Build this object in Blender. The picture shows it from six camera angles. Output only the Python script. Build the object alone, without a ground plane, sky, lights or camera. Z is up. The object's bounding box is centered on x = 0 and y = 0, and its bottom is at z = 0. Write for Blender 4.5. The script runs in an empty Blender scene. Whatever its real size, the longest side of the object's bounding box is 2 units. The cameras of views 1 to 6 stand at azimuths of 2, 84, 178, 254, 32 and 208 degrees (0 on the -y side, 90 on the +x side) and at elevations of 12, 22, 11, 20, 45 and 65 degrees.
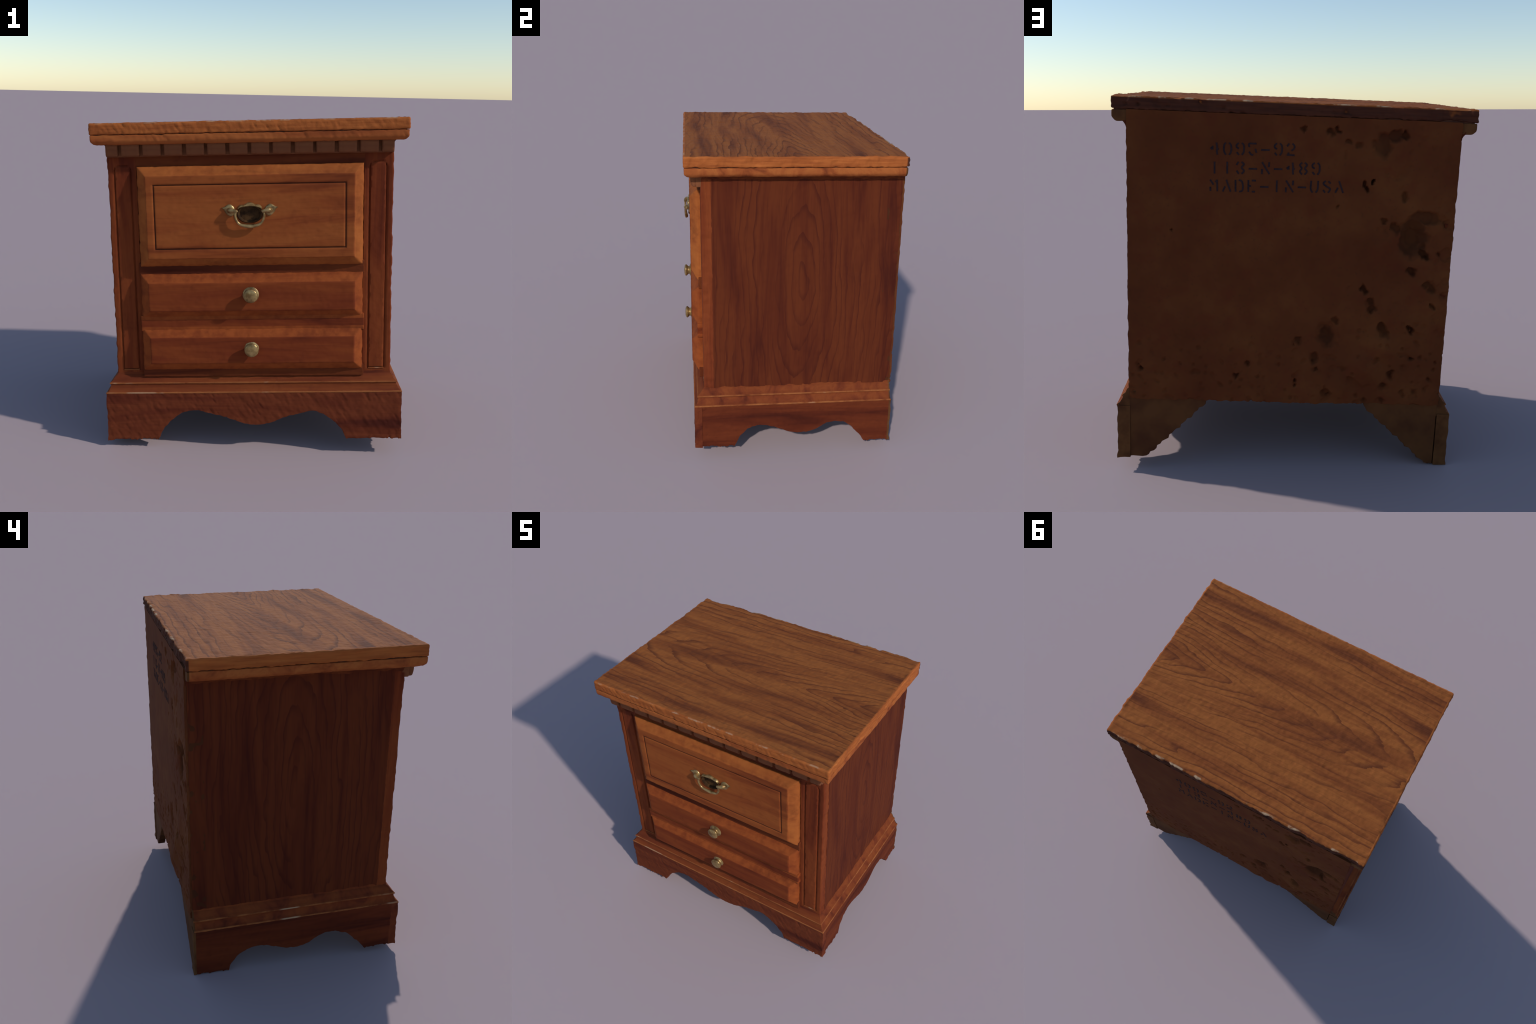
import bpy, math, random
import numpy as np
from mathutils import Matrix, Vector

random.seed(7)
# ------------------------------------------------------------------ frame
# The cabinet is modelled upright in its own frame (u across, v to the back,
# w up; w = 0 at the feet).  The original leans a little, so the finished
# thing is carried by a tilted Empty, plus a very slight skew of the carcass.
def unit(a):
    a = np.array(a, float)
    return a / np.linalg.norm(a)
AX = unit([.9991, -.003, .042])
AY = unit([.0062, .9992, -.0357])
AZ = unit([-.037, .028, .999])
SKEWED = np.array([AX, AY, AZ]).T
ZR = unit(np.cross(AX, AY)); YR = np.cross(ZR, AX)
ROT = np.array([AX, YR, ZR]).T
SKEW = ROT.T @ SKEWED
ORIGIN = SKEWED @ np.array([.037, 0, .057])

# ------------------------------------------------------------------ noise
def _hash(i, j, k, seed):
    h = (i.astype(np.int64) * 374761393 + j.astype(np.int64) * 668265263
         + k.astype(np.int64) * 2147483647 + seed * 974711) & 0xFFFFFFFF
    h = ((h ^ (h >> 13)) * 1274126177) & 0xFFFFFFFF
    h = ((h ^ (h >> 16)) * 2246822519) & 0xFFFFFFFF
    h = h ^ (h >> 15)
    return (h & 0xFFFFFF) / float(0xFFFFFF) * 2 - 1

TURN = np.array(Matrix.Rotation(.9, 3, Vector((.5, .7, .3)).normalized()))
def vnoise(p, freq, seed=0):
    """smooth value noise in -1..1, p is (N,3); freq scalar or per-axis"""
    if np.ndim(freq) == 0: p = p @ TURN
    q = p * np.asarray(freq, float) + 57.3
    b = np.floor(q).astype(np.int64); f = q - b
    f = f * f * f * (f * (f * 6 - 15) + 10)
    r = 0
    for dx in (0, 1):
        wx = f[:, 0] if dx else 1 - f[:, 0]
        for dy in (0, 1):
            wy = f[:, 1] if dy else 1 - f[:, 1]
            for dz in (0, 1):
                wz = f[:, 2] if dz else 1 - f[:, 2]
                r = r + wx * wy * wz * _hash(b[:, 0] + dx, b[:, 1] + dy, b[:, 2] + dz, seed)
    return r

def rough(p, seed=0):
    """hand-worn, slightly lumpy surface, about -1..1"""
    return (.45 * vnoise(p, 11, seed) + .55 * vnoise(p, 27, seed + 1)
            + .45 * vnoise(p, 55, seed + 2))

def chips(p, seed=0):
    """short slanting nicks: stretched noise along a diagonal"""
    d = np.stack([p[:, 0] * .8 + p[:, 2] * .6 + p[:, 1] * .5,
                  p[:, 1] - p[:, 0] * .3, -p[:, 0] * .6 + p[:, 2] * .8], 1)
    n = vnoise(d, (22, 30, 60), seed)
    return -np.clip(n - .15, 0, 1)

def nicks(p, seed=0):
    """thin slanting cuts, about 3 cm long"""
    a = p[:, 0] + p[:, 1]
    d = np.stack([a * .55 - p[:, 2] * .83, a * .83 + p[:, 2] * .55, p[:, 1] * .1], 1)
    a1 = -np.clip(vnoise(d, (24, 80, 1), seed) - .25, 0, 1) * 1.4
    return a1 * (.55 + .45 * vnoise(p, 9, seed + 4)) + .30 * vnoise(d, (16, 48, 1), seed + 7)

# ------------------------------------------------------------------ meshes
ALL = []
ROOT = bpy.data.objects.new("nightstand", None)
bpy.context.scene.collection.objects.link(ROOT)
ROOT.empty_display_size = .2
ROOT["label"] = "brown wooden nightstand with three drawers and brass pulls"
ROOT["category"] = "nightstand"

def vertex_normals(V, faces):
    N = np.zeros_like(V)
    by = {}
    for f in faces:
        by.setdefault(len(f), []).append(f)
    for n, L in by.items():
        F = np.array(L)
        if n > 4:
            for row in F:
                P = V[row]; Q = np.roll(P, -1, 0)
                c = np.cross(P, Q).sum(0)
                c = c / (np.linalg.norm(c) + 1e-12) * 1e-5
                N[row] += c
            continue
        c = np.cross(V[F[:, 2 % n]] - V[F[:, 0]], V[F[:, (3 if n == 4 else 2)]] - V[F[:, 1 if n == 4 else 1]]) if n == 4 \
            else np.cross(V[F[:, 1]] - V[F[:, 0]], V[F[:, 2]] - V[F[:, 0]])
        c = c / (np.linalg.norm(c, axis=1, keepdims=True) + 1e-12)
        for i in range(n):
            np.add.at(N, F[:, i], c)
    return N / (np.linalg.norm(N, axis=1, keepdims=True) + 1e-12)

def make(name, V, faces, mat, parent=None, displace=None, smooth=50):
    V = np.array(V, float)
    if displace is not None:
        N = vertex_normals(V, faces)
        V = V + N * displace(V, N)[:, None]
    me = bpy.data.meshes.new(name)
    me.from_pydata((V @ SKEW.T).tolist(), [], faces)
    me.validate()
    me.update()
    for p in me.polygons: p.use_smooth = True
    me.materials.append(mat)
    ob = bpy.data.objects.new(name, me)
    bpy.context.scene.collection.objects.link(ob)
    ob.parent = parent if parent is not None else ROOT
    if smooth is not None:
        me.set_sharp_from_angle(angle=math.radians(smooth))
    ALL.append(ob)
    return ob

def stations(a, b, res, feats=()):
    """evenly spaced positions from a to b, plus extra feature lines"""
    n = max(2, int(round(abs(b - a) / res)) + 1)
    base = list(np.linspace(a, b, n))
    pts = [x for x in base if all(abs(x - f) > res * .45 for f in feats) or x in (a, b)]
    pts += [f for f in feats if a < f < b and min(abs(f - a), abs(f - b)) > 1e-4]
    return np.array(sorted(set(np.round(pts, 6))))

def plate(front, back_fn, wall=(.25, .6)):
    """closed solid: front point grid (n,m,3), walls stepping to the flat back
    outline (back_fn maps outline points), closed by one back face"""
    n, m, _ = front.shape
    V = [front.reshape(-1, 3)]
    idx = np.arange(n * m).reshape(n, m)
    F = []
    q = np.stack([idx[:-1, :-1], idx[1:, :-1], idx[1:, 1:], idx[:-1, 1:]], -1).reshape(-1, 4)
    F += q.tolist()
    loop = np.concatenate([idx[:-1, 0], idx[-1, :-1], idx[:0:-1, -1], idx[0, :0:-1]])
    P0 = front.reshape(-1, 3)[loop]; P1 = back_fn(P0)
    prev = loop; base = n * m; L = len(loop)
    for t in list(wall) + [1.0]:
        V.append(P0 * (1 - t) + P1 * t)
        cur = np.arange(base, base + L); base += L
        a, b = prev, np.roll(prev, -1); c, d = np.roll(cur, -1), cur
        F += np.stack([b, a, d, c], -1).tolist()
        prev = cur
    F.append(prev[::-1].tolist()[::1])
    V = np.concatenate(V)
    # orient outward: test with signed volume
    vol = 0.0
    Fq = np.array(F[:-1])
    A = V[Fq[:, 0]]; 
    for k in (1, 2):
        vol += np.einsum('ij,ij->i', A, np.cross(V[Fq[:, k]], V[Fq[:, k + 1]])).sum()
    last = V[np.array(F[-1])]
    vol += np.einsum('ij,ij->i', np.tile(last[0], (len(last) - 2, 1)), np.cross(last[1:-1], last[2:])).sum()
    if vol < 0:
        F = [f[::-1] for f in F]
    return V, F

def rounded_box(lo, hi, res, r):
    """box grid with rounded edges of radius r"""
    lo, hi = np.array(lo, float), np.array(hi, float)
    r = min(r, .49 * (hi - lo).min())
    ax = [stations(lo[i], hi[i], res, (lo[i] + r * .3, lo[i] + r, hi[i] - r, hi[i] - r * .3)) for i in range(3)]
    V, F, key = [], [], {}
    def vid(p):
        k = tuple(np.round(p, 6))
        if k not in key:
            key[k] = len(V); V.append(p)
        return key[k]
    for d in range(3):
        a, b = (d + 1) % 3, (d + 2) % 3
        for side in (0, 1):
            G = np.empty((len(ax[a]), len(ax[b])), int)
            for i, x in enumerate(ax[a]):
                for j, y in enumerate(ax[b]):
                    p = [0, 0, 0]; p[d] = (lo if side == 0 else hi)[d]; p[a] = x; p[b] = y
                    G[i, j] = vid(p)
            q = np.stack([G[:-1, :-1], G[1:, :-1], G[1:, 1:], G[:-1, 1:]], -1).reshape(-1, 4)
            if side == 0: q = q[:, ::-1]
            F += q.tolist()
    V = np.array(V)
    inner = np.clip(V, lo + r, hi - r)
    d = V - inner
    L = np.linalg.norm(d, axis=1, keepdims=True)
    V = inner + d / np.maximum(L, 1e-9) * np.minimum(L, r)
    return V, F

def lathe(profile, centre, n=36):
    """profile of (radius, distance out of the front) turned about the -v axis"""
    V, F = [], []
    for r, d in profile:
        for k in range(n):
            a = 2 * math.pi * k / n
            V.append((centre[0] + r * math.cos(a), centre[1] - d, centre[2] + r * math.sin(a)))
    m = len(profile)
    for i in range(m - 1):
        for k in range(n):
            F.append([i * n + k, i * n + (k + 1) % n, (i + 1) * n + (k + 1) % n, (i + 1) * n + k])
    F.append(list(range(n))[::-1]); F.append([(m - 1) * n + k for k in range(n)])
    return V, F

def tube(path, radii, n=14, flat=1.0):
    path = np.array(path, float)
    V, F = [], []
    T = np.gradient(path, axis=0); T /= np.linalg.norm(T, axis=1, keepdims=True)
    ref = np.array([0, 1, 0.])
    for p, t, r in zip(path, T, radii):
        a = unit(np.cross(t, ref)); b = np.cross(t, a)
        for k in range(n):
            an = 2 * math.pi * k / n
            V.append(p + a * r * math.cos(an) + b * r * flat * math.sin(an))
    m = len(path)
    for i in range(m - 1):
        for k in range(n):
            F.append([i * n + k, i * n + (k + 1) % n, (i + 1) * n + (k + 1) % n, (i + 1) * n + k])
    F.append(list(range(n))[::-1]); F.append([(m - 1) * n + k for k in range(n)])
    return V, F

def spline(pts, n):
    """Catmull-Rom through points"""
    P = np.array(pts, float)
    P = np.vstack([2 * P[0] - P[1], P, 2 * P[-1] - P[-2]])
    out = []
    segs = len(P) - 3
    for s in range(segs):
        p0, p1, p2, p3 = P[s:s + 4]
        for t in np.linspace(0, 1, max(2, n // segs), endpoint=False):
            out.append(.5 * (2 * p1 + (p2 - p0) * t + (2 * p0 - 5 * p1 + 4 * p2 - p3) * t ** 2
                             + (3 * p1 - p0 - 3 * p2 + p3) * t ** 3))
    out.append(P[-2])
    return np.array(out)

# ------------------------------------------------------------------ materials
class Nodes:
    def __init__(self, name):
        self.mat = bpy.data.materials.new(name)
        self.mat.use_nodes = True
        self.t = self.mat.node_tree
        self.t.nodes.clear()
        self.out = self.add("ShaderNodeOutputMaterial")
        self.bsdf = self.add("ShaderNodeBsdfPrincipled")
        self.link(self.bsdf.outputs[0], self.out.inputs[0])
        self.co = self.add("ShaderNodeTexCoord").outputs["Object"]
        s = self.add("ShaderNodeSeparateXYZ"); self.link(self.co, s.inputs[0])
        self.xyz = s.outputs
    def add(self, k): return self.t.nodes.new(k)
    def link(self, a, b): self.t.links.new(a, b)
    def put(self, v, sock):
        if isinstance(v, (int, float)): sock.default_value = v
        elif isinstance(v, (tuple, list)): sock.default_value = tuple(v) + ((1,) if len(v) == 3 and len(sock.default_value) == 4 else ())
        else: self.link(v, sock)
    def m(self, op, a, b=0.0, c=0.0, clamp=False):
        n = self.add("ShaderNodeMath"); n.operation = op; n.use_clamp = clamp
        self.put(a, n.inputs[0]); self.put(b, n.inputs[1]); self.put(c, n.inputs[2])
        return n.outputs[0]
    def vec(self, x, y, z):
        n = self.add("ShaderNodeCombineXYZ")
        self.put(x, n.inputs[0]); self.put(y, n.inputs[1]); self.put(z, n.inputs[2])
        return n.outputs[0]
    def noise(self, v, scale=1.0, detail=3.0, rough=.55, dist=0.0):
        n = self.add("ShaderNodeTexNoise")
        self.link(v, n.inputs["Vector"]); n.inputs["Scale"].default_value = scale
        n.inputs["Detail"].default_value = detail; n.inputs["Roughness"].default_value = rough
        n.inputs["Distortion"].default_value = dist
        return n.outputs["Fac"]
    def scaled(self, sx, sy, sz, off=(0, 0, 0)):
        n = self.add("ShaderNodeMapping"); self.link(self.co, n.inputs["Vector"])
        n.inputs["Scale"].default_value = (sx, sy, sz); n.inputs["Location"].default_value = off
        return n.outputs[0]
    def step(self, x, a, b):
        n = self.add("ShaderNodeMapRange"); n.interpolation_type = 'SMOOTHSTEP'
        self.put(x, n.inputs[0]); n.inputs[1].default_value = a; n.inputs[2].default_value = b
        return n.outputs[0]
    def mix(self, f, a, b, kind='MIX'):
        n = self.add("ShaderNodeMix"); n.data_type = 'RGBA'; n.blend_type = kind
        self.put(f, n.inputs[0]); self.put(a, n.inputs[6]); self.put(b, n.inputs[7])
        return n.outputs[2]
    def ramp(self, f, stops):
        n = self.add("ShaderNodeValToRGB"); self.link(f, n.inputs[0])
        e = n.color_ramp.elements
        while len(e) < len(stops): e.new(.5)
        for el, (p, c) in zip(e, stops):
            el.position = p; el.color = tuple(c) + (1,)
        return n.outputs[0]
    def bump(self, h, strength, dist=.002):
        n = self.add("ShaderNodeBump"); n.inputs["Strength"].default_value = strength
        n.inputs["Distance"].default_value = dist
        self.link(h, n.inputs["Height"]); self.link(n.outputs[0], self.bsdf.inputs["Normal"])
    def finish(self, col, rough=.6, metallic=0.0, spec=.35):
        self.put(col, self.bsdf.inputs["Base Color"])
        self.put(rough, self.bsdf.inputs["Roughness"])
        self.put(metallic, self.bsdf.inputs["Metallic"])
        self.bsdf.inputs["Specular IOR Level"].default_value = spec
        return self.mat

def wood(name, light, mid, dark, along, across, rings=None, off=(0, 0, 0), fibre=1.0,
         rough=.85, spec=.12, line=.55, extra=None, bump=.25, mottle=.35):
    """stained wood: broad bands, growth-ring lines, fine fibre streaks.
    rings = (kind, centre_across, centre_along, frequency, pull)"""
    N = Nodes(name)
    ax = {'x': 0, 'y': 1, 'z': 2}
    def stretched(a, b, o=0.0):
        s = [b * .9] * 3
        s[ax[along]] = a; s[ax[across]] = b
        return N.scaled(*s, off=tuple(x + o for x in off))
    A, C = N.xyz[ax[along]], N.xyz[ax[across]]
    wob = N.noise(stretched(1.6, 5.5), 1, 3, .5)
    wob2 = N.noise(stretched(5, 26, 3.1), 1, 2, .5)
    bands = N.noise(stretched(.9, 9, 7.7), 1, 3, .6, .6)
    col = N.ramp(bands, [(.3, dark), (.43, mid), (.58, light), (.75, mid)])
    if rings:
        kind, c0, a0, freq, pull = rings
        dc = N.m('SUBTRACT', C, c0)
        dc = N.m('ADD', dc, N.m('MULTIPLY', N.m('SUBTRACT', wob, .5), .16))
        if kind == 'arch':
            d = N.m('SQRT', N.m('ADD', N.m('MULTIPLY', dc, dc), .0012))
            fall = N.m('DIVIDE', 1.0, N.m('ADD', 1.0, N.m('MULTIPLY', N.m('MULTIPLY', dc, dc), 26.0)))
            ph = N.m('ADD', N.m('MULTIPLY', d, freq), N.m('MULTIPLY', N.m('MULTIPLY', A, pull), fall))
        else:
            da = N.m('MULTIPLY', N.m('SUBTRACT', A, a0), pull)
            ph = N.m('MULTIPLY', N.m('SQRT', N.m('ADD', N.m('MULTIPLY', dc, dc), N.m('MULTIPLY', da, da))), freq)
        ph = N.m('ADD', ph, N.m('MULTIPLY', wob2, .55))
        fr = N.m('FRACT', ph)
        edge = N.m('MULTIPLY', N.step(fr, .62, .97), N.m('SUBTRACT', 1.0, N.step(fr, .97, 1.0)))
        vary = N.step(N.noise(stretched(1.1, 8, 1.7), 1, 2), .32, .60)
        col = N.mix(N.m('MULTIPLY', N.m('MULTIPLY', edge, vary), line), col, dark)
    fib = N.noise(stretched(5, 150, 2.3), 1, 2, .6)
    col = N.mix(N.m('MULTIPLY', N.step(fib, .5, .75), .28 * fibre), col, dark)
    col = N.mix(N.m('MULTIPLY', N.step(fib, .5, .25), .18 * fibre), col, light)
    mot = N.noise(N.scaled(16, 16, 16, off), 1, 4, .65)
    col = N.mix(N.m('MULTIPLY', N.step(mot, .52, .78), mottle), col, dark)
    if extra: col = extra(N, col)
    hb = N.m('ADD', N.m('MULTIPLY', fib, .5), N.noise(N.scaled(70, 70, 70), 1, 3, .6))
    N.bump(hb, bump, .003)
    return N.finish(col, rough, 0.0, spec)

def near(N, coord, value, half):
    """1 close to coordinate value, falling off over half"""
    d = N.m('ABSOLUTE', N.m('SUBTRACT', coord, value))
    return N.m('SUBTRACT', 1.0, N.step(d, half * .5, half))

PALE = (.42, .27, .16)

def top_wear(N, col):
    # scuffed pale rims on the front and back upper edges, plus end grain specks
    n = N.step(N.noise(N.scaled(14, 14, 6), 1, 3, .6), .5, .62)
    up = N.step(N.xyz[2], TOP - .008, TOP - .002)
    fr = N.m('SUBTRACT', 1.0, N.step(N.xyz[1], FRONT - .002 + SK_TOP, FRONT + .012 + SK_TOP))
    bk = N.step(N.xyz[1], BACK - .016 + SK_TOP, BACK - .006 + SK_TOP)
    band = N.m('MAXIMUM', N.step(N.m('ABSOLUTE', N.m('SUBTRACT', N.xyz[0], SK_TOPX)), HALF - .011, HALF - .006),
               N.m('SUBTRACT', 1.0, N.step(N.xyz[1], FRONT + SK_TOP + .006, FRONT + SK_TOP + .011)))
    grain = N.noise(N.scaled(5, 5, 70), 1, 3, .5)
    col = N.mix(band, col, N.ramp(grain, [(.3, (.27, .070, .018)), (.5, (.34, .094, .023)), (.7, (.40, .118, .029))]))
    # the back edge was never finished: bare dark board
    bare = N.m('MULTIPLY', N.step(N.xyz[1], BACK + SK_TOP - .018, BACK + SK_TOP - .010),
               N.m('SUBTRACT', 1.0, N.step(N.xyz[2], TOP - .010, TOP - .005)))
    col = N.mix(bare, col, N.ramp(grain, [(.3, (.050, .016, .010)), (.7, (.085, .028, .015))]))
    f = N.m('MULTIPLY', N.m('MULTIPLY', up, n), N.m('MAXIMUM', N.m('MULTIPLY', fr, .7), bk))
    return N.mix(f, col, PALE)

TOP = 1.880
HALF, FRONT, BACK = .886, -.681, .612
SK_TOP = float((SKEW @ np.array([0, 0, TOP]))[1])
SK_TOPX = float((SKEW @ np.array([0, 0, TOP]))[0])

def raw_end(N, col):
    # unfinished saw-cut ends on the back plane
    v = N.m('SUBTRACT', N.xyz[1], N.m('MULTIPLY', N.xyz[2], SK_TOP / TOP))
    n = N.noise(N.scaled(11, 11, 11), 1, 4, .6)
    return N.mix(N.step(v, .594, .598), col, N.ramp(n, [(.35, (.075, .027, .010)), (.65, (.125, .052, .018))]))
M_TOP = wood("top_wood", (0.3, 0.094, 0.023), (0.215, 0.06, 0.016), (0.11, 0.029, 0.011), 'x', 'y',
             ('arch', -.06, 0, 21.0, -5.2), line=.85, bump=.4, extra=top_wear)
M_EDGE = wood("edge_wood", (0.36, 0.105, 0.027), (0.28, 0.07, 0.019), (0.165, 0.038, 0.012), 'x', 'z', None, (3, 1, 2), .6, mottle=.15, extra=raw_end)
M_MOULD = wood("moulding_wood", (0.195, 0.046, 0.0125), (0.148, 0.0305, 0.01), (0.085, 0.016, 0.007), 'x', 'z', None, (1, 4, 2), .6, extra=raw_end)
M_SIDE = wood("side_veneer", (.116, .0245, .0074), (.090, .0168, .0060), (.058, .0100, .0050), 'z', 'y',
              ('oval', 0.0, 1.1, 26.0, .22), (0, 0, 5), 1.2, line=.75, bump=.12, mottle=.12)
M_POST = wood("post_wood", (0.205, 0.045, 0.012), (0.157, 0.03, 0.009), (0.09, 0.0155, 0.006), 'z', 'x', None, (2, 0, 1), 1.0)

def bevel_tint(N, col, boxes, tint):
    # brighter moulded rims: sky and sun highlights put into their colour
    f = None
    for cx, hx, cz, hz, b in boxes:
        gx = float((SKEW @ np.array([0, 0, cz]))[0])
        ex = N.m('SUBTRACT', hx, N.m('ABSOLUTE', N.m('SUBTRACT', N.xyz[0], cx + gx)))
        ez = N.m('SUBTRACT', hz, N.m('ABSOLUTE', N.m('SUBTRACT', N.xyz[2], cz)))
        e = N.m('MINIMUM', ex, ez)
        g = N.m('MULTIPLY', N.m('SUBTRACT', 1.0, N.step(e, b, b + .004)), N.step(e, -.01, -.005))
        f = g if f is None else N.m('MAXIMUM', f, g)
    n = N.step(N.noise(N.scaled(18, 18, 18), 1, 3, .6), .3, .7)
    return N.mix(N.m('MULTIPLY', f, N.m('ADD', .22, N.m('MULTIPLY', n, .4))), col, tint)
def groove_line(N, col):
    col = bevel_tint(N, col, [(0, .646, 1.341, .291, .050)], (.40, .118, .026))
    # dark glaze lying in the routed rectangle of the large drawer
    def band(c, mid, half):
        return N.m('SUBTRACT', N.m('ABSOLUTE', N.m('SUBTRACT', c, mid)), half)
    q = N.m('MAXIMUM', band(N.xyz[0], -.002 + GX, .544), band(N.xyz[2], 1.344, .184))
    f = N.m('SUBTRACT', 1.0, N.step(N.m('ABSOLUTE', q), .002, .0055))
    return N.mix(N.m('MULTIPLY', f, .8), col, (.035, .012, .007))
GX = float((SKEW @ np.array([0, 0, 1.344]))[0])
M_DRAWER_BIG = wood("large_drawer_wood", (0.29, 0.078, 0.0185), (0.24, 0.056, 0.014), (0.145, 0.031, 0.0097), 'x', 'z',
                    None, (5, 2, 0), .8, extra=groove_line, bump=.15)
M_DRAWER = wood("small_drawer_wood", (0.215, 0.046, 0.0115), (0.165, 0.0305, 0.009), (0.1, 0.0175, 0.0065), 'x', 'z',
                None, (1, 7, 3), .8, bump=.15,
                extra=lambda N, c: bevel_tint(N, c, [(-.0005, .6475, .875, .133, .046), (-.0015, .6485, .553, .130, .048)], (.34, .082, .018)))
M_SKIRT = wood("plinth_wood", (0.15, 0.033, 0.0115), (0.112, 0.0215, 0.0085), (0.065, 0.0115, 0.006), 'x', 'z', None, (8, 2, 3), .7, mottle=.15)
M_SKIRT_SIDE = wood("side_plinth_wood", (0.13, 0.026, 0.008), (0.095, 0.017, 0.006), (0.053, 0.009, 0.0044), 'y', 'z', None, (3, 5, 3), .7, extra=raw_end)
M_MOULD_SIDE = M_MOULD
M_DENTIL = wood("dentil_wood", (.20, .072, .030), (.15, .048, .021), (.085, .026, .013), 'x', 'z', None, (4, 4, 1), .5)
M_FRAME = wood("frame_wood", (0.145, 0.033, 0.009), (0.105, 0.021, 0.007), (0.056, 0.0105, 0.0045), 'x', 'z', None, (6, 1, 4), .7)
def chipped(N, col):
    # a long pale chip on the left run and short scuffs elsewhere on the beads
    left = N.m('LESS_THAN', N.xyz[0], -.8)
    spot = N.m('MULTIPLY', left, near(N, N.xyz[1], .03, .07))
    n = N.step(N.noise(N.scaled(5, 5, 5), 1, 3, .6), .60, .70)
    return N.mix(N.m('MAXIMUM', N.m('MULTIPLY', spot, .8), N.m('MULTIPLY', n, .5)), col, PALE)
M_BEAD = wood("pale_bead_wood", (.30, .098, .030), (.205, .055, .017), (.12, .026, .009), 'x', 'z', None, (6, 6, 4), .7, extra=chipped)  # paler than the moulding wood, with chips and scuffs

def back_board():
    N = Nodes("hardboard")
    big = N.noise(N.scaled(3.2, 3.2, 3.2), 1, 4, .6)
    col = N.ramp(big, [(.3, (.092, .025, .0088)), (.5, (.112, .033, .011)), (.7, (.138, .046, .014))])
    red = N.noise(N.scaled(9, 9, 9, (4, 1, 2)), 1, 4, .6)
    col = N.mix(N.m('MULTIPLY', N.step(red, .48, .7), .5), col, (.105, .023, .009))
    sp = N.noise(N.scaled(60, 60, 60), 1, 3, .7)
    col = N.mix(N.m('MULTIPLY', N.step(sp, .55, .75), .4), col, (.06, .022, .010))
    # torn-out hollows: their inner shade is put into the colour
    deep = N.m('SUBTRACT', 1.0, N.step(N.m('SUBTRACT', N.xyz[1], N.m('MULTIPLY', N.xyz[2], SK_TOP / TOP)), .592, .607))
    col = N.mix(N.m('MULTIPLY', deep, .45), col, (.022, .009, .005))
    N.bump(sp, .4, .004)
    return N.finish(col, .9, 0, .1)
M_BACK = back_board()

def plain(name, a, b, scale=12, rough=.88, metallic=0.0, spec=.12, bump=.2):
    N = Nodes(name)
    n = N.noise(N.scaled(scale, scale, scale), 1, 4, .6)
    N.bump(n, bump, .003)
    return N.finish(N.ramp(n, [(.35, a), (.65, b)]), rough, metallic, spec)
M_RAW = plain("raw_wood", (.060, .020, .009), (.105, .042, .015), 6)
M_RAW_DARK = plain("dark_board_edge", (.075, .028, .018), (.12, .046, .026), 14)
M_INK = plain("stencil_ink", (.018, .012, .016), (.035, .02, .022), 40)
M_BRASS = plain("aged_brass", (.18, .100, .033), (.46, .315, .13), 26, .36, .6, .5, .1)
M_BRASS_DARK = plain("dark_brass", (.026, .012, .005), (.085, .040, .014), 30, .8, 0.0, .1, .2)  # dark brown tone for the oval plate

# ------------------------------------------------------------------ displacement rules
def wear(amp, chip=0.0, seed=0):
    def f(V, N):
        d = amp * rough(V, seed)
        if chip: d = d + chip * chips(V, seed + 9)
        return d
    return f

# ------------------------------------------------------------------ table top
def top_disp(V, N):
    d = .0022 * rough(V, 3)
    face = np.clip(N[:, 2], 0, 1)
    d += .0042 * nicks(V, 5) * (1 - face) + .0025 * np.clip(-.0 + 1 - face, 0, 1)
    d += .0012 * vnoise(V, 75, 8)
    # bitten back edge
    e = np.clip((V[:, 1] - (BACK - .03)) / .03, 0, 1)
    bite = np.clip(vnoise(V, (15, 3, 9), 21), 0, 1) ** 1.5
    d -= e * (.016 * bite + .004 * vnoise(V, 60, 22)) * (1 - .3 * face)
    pits = np.clip(vnoise(V, (34, 10, 40), 31) - .45, 0, 1)
    d -= np.clip(N[:, 1], 0, 1) * .035 * pits
    # nibbled ends
    s = np.clip((np.abs(V[:, 0]) - (HALF - .02)) / .02, 0, 1)
    d += s * (.0042 * vnoise(V, (10, 26, 20), 41) + .0022 * vnoise(V, 70, 43))
    rim = np.clip(1 - np.minimum(HALF - np.abs(V[:, 0]), V[:, 1] - FRONT) / .16, 0, 1)
    d += face * rim * .0022 * np.minimum(vnoise(V, (38, 38, 5), 44) + .3 * vnoise(V, 90, 45), .25)
    return d
V, F = rounded_box((-HALF, FRONT, 1.819), (HALF, BACK, TOP), .0070, .0065)
make("tabletop", V, F, M_TOP, displace=top_disp)
tabletop = ALL[-1]
def mould_disp(V, N):
    return .0022 * rough(V, 13) + .0038 * nicks(V, 15) + .0012
V, F = rounded_box((-.884, -.679, 1.760), (.884, .606, 1.8125), .0080, .004)
t = np.clip((1.784 - V[:, 2]) / .024, 0, 1) ** 2 * .020          # lower edge rolls under
V[:, 0] -= np.sign(V[:, 0]) * t * np.clip((np.abs(V[:, 0]) - .80) / .07, 0, 1)
V[:, 1] += t * np.clip((-V[:, 1] - .60) / .07, 0, 1)
V[:, 1] = np.where((np.abs(V[:, 0]) < .80), np.minimum(V[:, 1], .53), V[:, 1])   # notched round the back board
make("tabletop_moulding", V, F, M_EDGE, parent=tabletop, displace=mould_disp)
V, F = rounded_box((-.874, -.669, 1.80), (.874, .600, 1.835), .02, .002)
make("groove_filler", V, F, M_RAW_DARK, parent=tabletop)  # dark filler added between the boards to shade the groove line

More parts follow.
